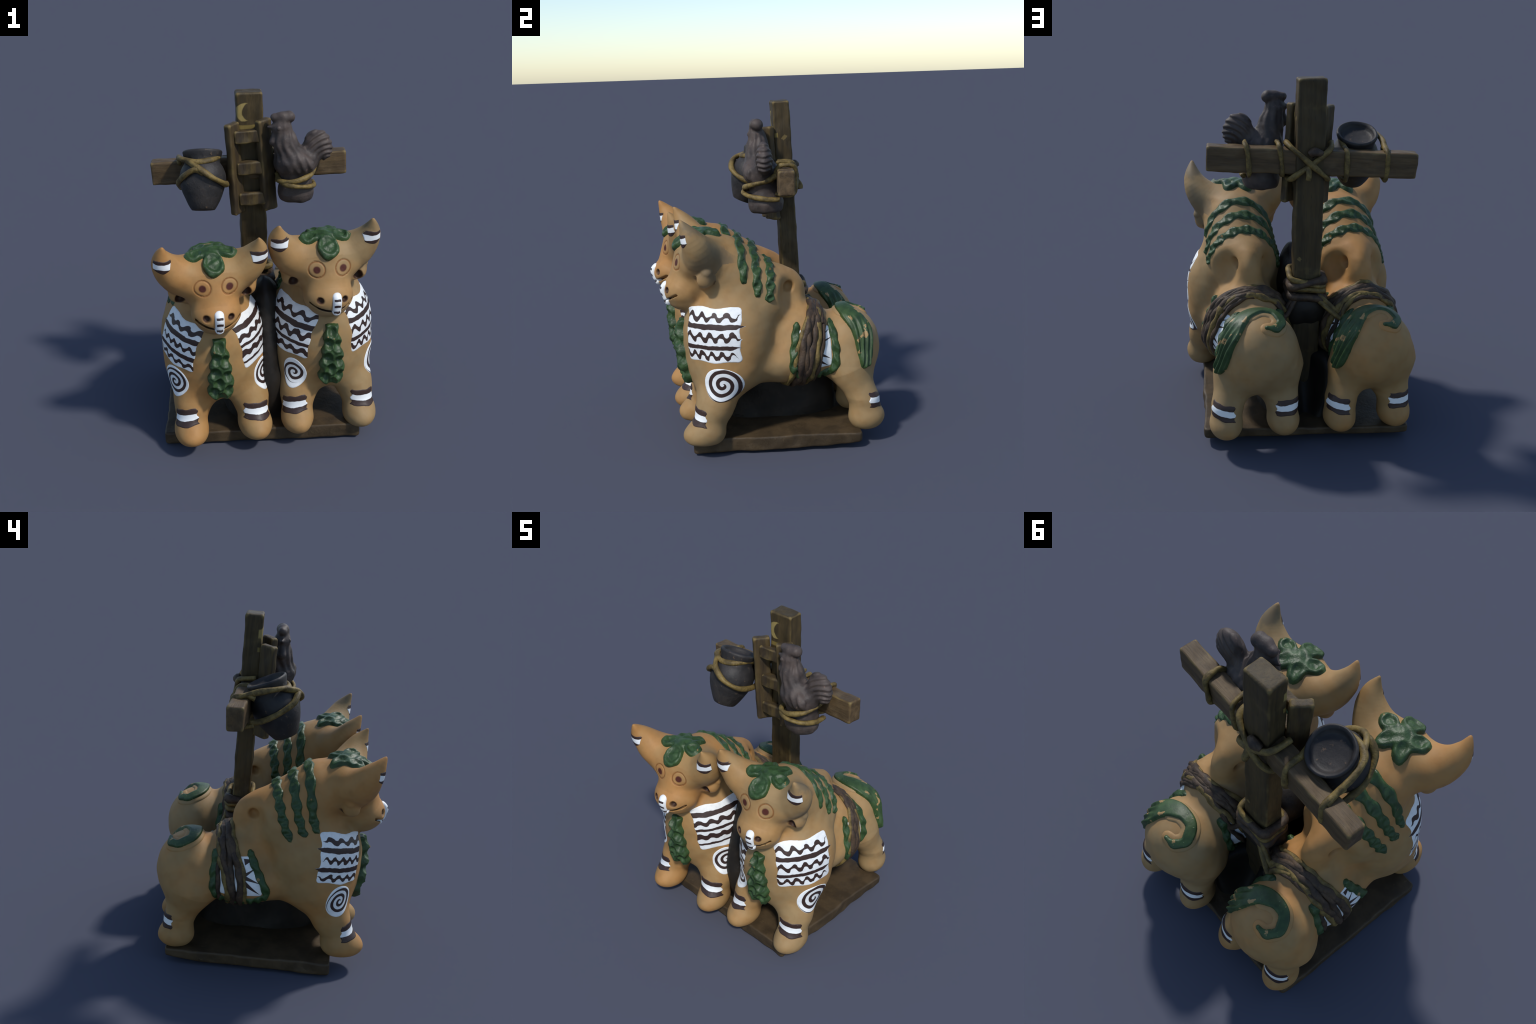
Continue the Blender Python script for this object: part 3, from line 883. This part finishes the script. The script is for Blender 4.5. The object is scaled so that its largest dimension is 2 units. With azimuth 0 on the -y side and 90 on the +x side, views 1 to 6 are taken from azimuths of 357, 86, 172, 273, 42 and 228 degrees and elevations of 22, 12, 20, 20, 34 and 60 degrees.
# ladder
lad = empty('ladder', root)
for (a, b, sd_) in (((-.147, .053, 1.835), (-.128, .077, 1.28), 1.0), ((.035, .058, 1.85), (.062, .08, 1.295), 6.0)):
    a, b = Vector(a), Vector(b); d = (a - b); L = d.length
    q = d.to_track_quat('Z', 'Y').to_matrix().to_4x4()
    M = Matrix.Translation((a + b) / 2) @ q
    hewn('ladder_rail', .046, .10, L, LAD, lad, M @ Matrix.Rotation(-math.atan2(0, 1), 4, 'Z'), rough=.006, seed=sd_)
for (z, sd_) in ((1.755, 1.0), (1.565, 2.0), (1.375, 3.0)):
    t = (1.84 - z) / .55
    hewn('ladder_rung', .165, .055, .078, LAD, lad, rot(0, math.radians(-2), 0, (-.056 + .022 * t, .048 + .02 * t, z)), rough=.010, seed=sd_)

# ---------------------------------------------------------------- the pot ---
POT = dark_clay_material('black_clay', lin(35, 34, 35), lin(50, 47, 46), lin(104, 84, 66))
def lathe(name, prof, mat, parent, M, n=56, seed=0.0):
    V, F = [], []
    prof = smooth_path(prof, 5)
    for (r, z) in prof:
        for k in range(n):
            a = 2 * math.pi * k / n
            p = np.array([[math.cos(a) * r, math.sin(a) * r, z]])
            rr = r * (1 + .022 * lumps(p, 18, seed)[0] + .012 * lumps(p, 50, seed + 2)[0])
            V.append((math.cos(a) * rr, math.sin(a) * rr, z))
    m = len(prof)
    for i in range(m - 1):
        for k in range(n):
            k2 = (k + 1) % n
            F.append((i * n + k, i * n + k2, (i + 1) * n + k2, (i + 1) * n + k))
    F.append(tuple(range(n))[::-1]); F.append(tuple((m - 1) * n + k for k in range(n)))
    return add(name, new_mesh(name, V, F, mat), parent, M)
pb, pt = Vector((-.334, -.078, 1.362)), Vector((-.323, .046, 1.665))
Mp = Matrix.Translation(pb) @ (pt - pb).to_track_quat('Z', 'Y').to_matrix().to_4x4()
hp = (pt - pb).length
pot = lathe('clay_pot', [(.0, .0), (.055, .0), (.074, .012), (.110, .08), (.133, .15), (.136, .20), (.121, .245), (.104, .272), (.103, .292), (.112, .318), (.116, .336),
                         (.108, .345), (.096, .338), (.088, .325), (.074, .314), (.03, .308), (.0, .307)], POT, root, Mp, seed=3)

# ------------------------------------------------------------- the rooster --
ROO = dark_clay_material('rooster_clay', lin(54, 48, 46), lin(76, 66, 61), lin(116, 94, 82))
def rooster_sdf(p):
    p = p - np.array((0, .009, 0))
    f = cone(p, (.215, .02, 1.42), (.215, .015, 1.52), .105, .088)            # pedestal
    f = smax(f, 1.365 - p[:, 2], .02)
    body = ell(p, (.215, -.004, 1.595), (.125, .092, .085))
    neck = chain(p, [(.188, -.012, 1.62, .090), (.160, -.014, 1.72, .064), (.140, -.016, 1.80, .050)], .03)
    tail = ell(p, (.346, .006, 1.694), (.084, .044, .088))
    tail = smin(tail, ell(p, (.378, .006, 1.655), (.040, .034, .048)), .03)
    tail = tail + .0032 * np.sin(np.hypot(p[:, 0] - .405, p[:, 2] - 1.605) * 215 + 1.4 * lumps(p, 24, 1))
    tail = smin(tail, cone(p, (.26, .0, 1.58), (.31, .005, 1.64), .07, .045), .03)
    comb = chain(p, [(.100, -.02, 1.868, .024), (.145, -.02, 1.870, .033), (.182, -.016, 1.872, .037)], .012)
    comb = smin(comb, ell(p, (.138, -.02, 1.815), (.055, .042, .048)), .02)
    beak = cone(p, (.11, -.02, 1.815), (.060, -.02, 1.818), .030, .010)
    wat = cone(p, (.098, -.02, 1.785), (.088, -.02, 1.735), .018, .024)
    neck = neck + .0028 * np.sin(np.arctan2(p[:, 1] + .018, p[:, 0] - .16) * 9 + p[:, 2] * 22 + 1.5 * np.sin(p[:, 2] * 30))
    g = smin(body, neck, .04); g = smin(g, tail, .03); g = smin(g, comb, .02); g = smin(g, beak, .015); g = smin(g, wat, .012)
    ap = p.copy(); ap[:, 1] = -np.abs(p[:, 1] + .004)
    wing = ell(ap, (.235, -.072, 1.60), (.085, .03, .05)) + .004 * np.sin(p[:, 0] * 140 + p[:, 2] * 60)
    g = smin(g, wing, .02)
    eye_ = p.copy(); eye_[:, 1] = -np.abs(p[:, 1] + .02)
    g = smin(g, ell(eye_, (.118, -.043, 1.815), (.012, .008, .012)), .004)
    f = smin(f, g, .03)
    return f + .004 * lumps(p, 32, 2) + .0022 * lumps(p, 80, 5)
P, F, N = iso_surface(rooster_sdf, (.02, -.14, 1.33), (.46, .18, 1.95), .006)
cen = P[F].mean(1)
lab = np.zeros(len(F), int)
lab[(cen[:, 2] > 1.74) & (cen[:, 0] < .24)] = 1
lab[(cen[:, 2] > 1.838) & (cen[:, 0] < .24)] = 2
lab[(cen[:, 0] > .285) & (cen[:, 2] > 1.59)] = 3
lab[cen[:, 2] < 1.505] = 4
roo = empty('rooster', root, (0, 0, 0))
for i, nm in enumerate(('torso', 'head', 'comb', 'tail', 'pedestal')):
    fs = F[lab == i]; u, inv = np.unique(fs, return_inverse=True)
    add(nm, new_mesh(nm, P[u], inv.reshape(fs.shape), ROO, True, N[u]), roo)

# ----------------------------------------------------------------- lashings --
ROPE_D = rope_material('dark_cord', lin(50, 40, 33), lin(76, 60, 44))
ROPE_O = rope_material('ochre_cord', lin(76, 63, 35), lin(120, 101, 56))
def rope(name, pts, r, mat, parent, seed=0, closed=False, **k):
    V, F = tube(pts, r, seed=seed, closed=closed, **k)
    return add(name, new_mesh(name, V, F, mat), parent)

# cords bound round each bull's waist
def waist_cords(B, y0, lean_, n, seed):
    r3 = np.random.default_rng(seed)
    for i in range(n):
        off = (i - (n - 1) / 2) * .029
        r = .015 if i in (0, n - 1) else r3.uniform(.016, .023)
        th = np.linspace(0, 2 * np.pi, 40, endpoint=False)
        zc = .62
        wob = .008 * np.sin(th * 2 + r3.uniform(0, 6)) + .006 * np.sin(th * 3 + r3.uniform(0, 6))
        squeeze = .6 + .4 * np.abs(np.cos(th * .5)) 
        yy = y0 + lean_ * np.cos(th) + off * (1 - .5 * np.maximum(0, np.cos(th))) + wob
        dr = np.stack([np.sin(th), 0 * th, np.cos(th)], 1)
        o = np.stack([0 * th, yy, zc + 0 * th], 1) + dr * .6
        H, N, ok = B.hit(o, -dr)
        pts = H + N * (r * .1)
        rope('waist_cord', pts, r, ROPE_O if i in (0, n - 2) else ROPE_D, B.root, seed * 10 + i, True, wob=.16, sub=4)
waist_cords(right, .220, .062, 6, 3)
waist_cords(left, .248, .038, 6, 4)

def box_loop(cx, cy, hx, hy, z, tilt=(0, 0), yaw=0.0):
    out = []
    for (x, y) in ((-1, -1), (0, -1.08), (1, -1), (1.08, 0), (1, 1), (0, 1.08), (-1, 1), (-1.08, 0)):
        X_, Y_ = x * hx, y * hy
        c, s = math.cos(yaw), math.sin(yaw)
        out.append((cx + X_ * c - Y_ * s, cy + X_ * s + Y_ * c, z + X_ * tilt[0] + Y_ * tilt[1]))
    return out
lash = empty('lashing', root)
# post bound between the bulls
for (z, tl, r, m, sd_) in ((.875, (.25, -.2), .017, ROPE_O, 1), (.815, (.1, .1), .016, ROPE_O, 2), (.85, (-.2, .1), .024, ROPE_D, 3), (.78, (.1, -.1), .024, ROPE_D, 4)):
    rope('post_cord', box_loop(-.035, .19, .088, .066, z, tl), r, m, lash, sd_, True)
# cords from the post, laid over each bull's back
def back_cord(B, start, angs, y, r, m, seed):
    Mi = B.root.matrix_basis.inverted()
    th = np.radians(np.array(angs, float)); yy = np.linspace(y[0], y[1], len(th))
    dr = np.stack([np.sin(th), 0 * th, np.cos(th)], 1)
    H, N, ok = B.hit(np.stack([0 * th, yy, .6 + 0 * th], 1) + dr * .6, -dr)
    pts = [tuple(Mi @ Vector(start))] + (H + N * r * .5).tolist()
    rope('back_cord', pts, r, m, B.root, seed)
back_cord(right, (.03, .25, .80), (-62, -40, -15, 15, 40), (.27, .26), .016, ROPE_D, 1)
back_cord(right, (.03, .26, .77), (-68, -40, -10, 25, 50), (.31, .30), .014, ROPE_D, 2)
back_cord(left, (-.10, .25, .80), (60, 40, 15, -10, -35), (.29, .26), .018, ROPE_D, 3)
back_cord(left, (-.10, .26, .79), (55, 38, 20, 5), (.31, .285), .014, ROPE_O, 4)
back_cord(left, (-.10, .27, .76), (62, 45, 25, 8), (.34, .31), .014, ROPE_O, 5)
# X lashing at the crossing
beamz = lambda x: 1.545 - (x + .052) * math.tan(math.radians(1.9)) * -1 * 1.0
yb = .225
for (pts, r, m) in (
    ([(.09, .11, 1.645), (.075, .20, 1.635), (-.01, yb + .012, 1.565), (-.09, yb + .016, 1.50), (-.135, .205, 1.455), (-.13, .12, 1.45)], .0155, ROPE_O),
    ([(-.16, .12, 1.64), (-.14, .215, 1.625), (-.07, yb + .008, 1.565), (.02, yb + .005, 1.50), (.075, .205, 1.455), (.08, .12, 1.455)], .0155, ROPE_O),
    ([(-.03, yb, 1.60), (-.055, yb + .012, 1.615), (-.09, yb, 1.60)], .022, ROPE_D),
    ([(-.02, yb + .01, 1.53), (-.022, yb + .03, 1.49), (-.018, yb + .035, 1.462)], .0165, ROPE_O)):
    rope('cross_cord', pts, r, m, lash, int(abs(pts[0][0]) * 1e4))
# rooster ties round the beam
for (x, top) in ((.315, 1.637), (.135, 1.63)):
    z0 = 1.552 + .0 * x
    rope('beam_tie', [(x - .02, .05, 1.53), (x, .10, 1.632), (x + .005, .14, 1.645), (x, .19, 1.632), (x - .012, .198, 1.56), (x - .018, .19, 1.485), (x - .02, .14, 1.468), (x - .03, .08, 1.48)], .0135, ROPE_O, lash, int(x * 1000))
for (pts) in ([(.11, .06, 1.50), (.12, -.05, 1.505), (.20, -.095, 1.512), (.29, -.06, 1.535), (.33, .03, 1.56), (.33, .10, 1.60)],
              [(.11, .06, 1.52), (.13, -.06, 1.498), (.20, -.10, 1.485), (.285, -.065, 1.468), (.325, .02, 1.455), (.32, .10, 1.45)]):
    rope('rooster_tie', pts, .0145, ROPE_O, lash, int(pts[1][1] * -100))
# pot ties
for (pts, r) in (
    ([(-.235, .14, 1.61), (-.23, .03, 1.645), (-.28, -.06, 1.655), (-.36, -.075, 1.65), (-.435, -.03, 1.66), (-.46, .06, 1.645), (-.46, .14, 1.622), (-.462, .205, 1.60)], .0165),
    ([(-.41, -.055, 1.655), (-.35, -.13, 1.632), (-.27, -.145, 1.575), (-.205, -.09, 1.52), (-.19, .0, 1.49), (-.2, .08, 1.48)], .0165),
    ([(-.32, -.138, 1.60), (-.37, -.13, 1.622), (-.43, -.11, 1.585), (-.465, -.03, 1.525), (-.46, .06, 1.475), (-.45, .12, 1.462)], .0165)):
    rope('pot_tie', pts, r, ROPE_O, lash, int(r * 1e4))
for x in (-.46, -.235):
    z0 = 1.53
    rope('beam_tie', [(x, .10, 1.60), (x, .15, 1.615), (x, .215, 1.60), (x - .002, .225, 1.53), (x, .212, 1.455), (x, .16, 1.44), (x, .10, 1.45)], .0145, ROPE_O, lash, int(-x * 1000))
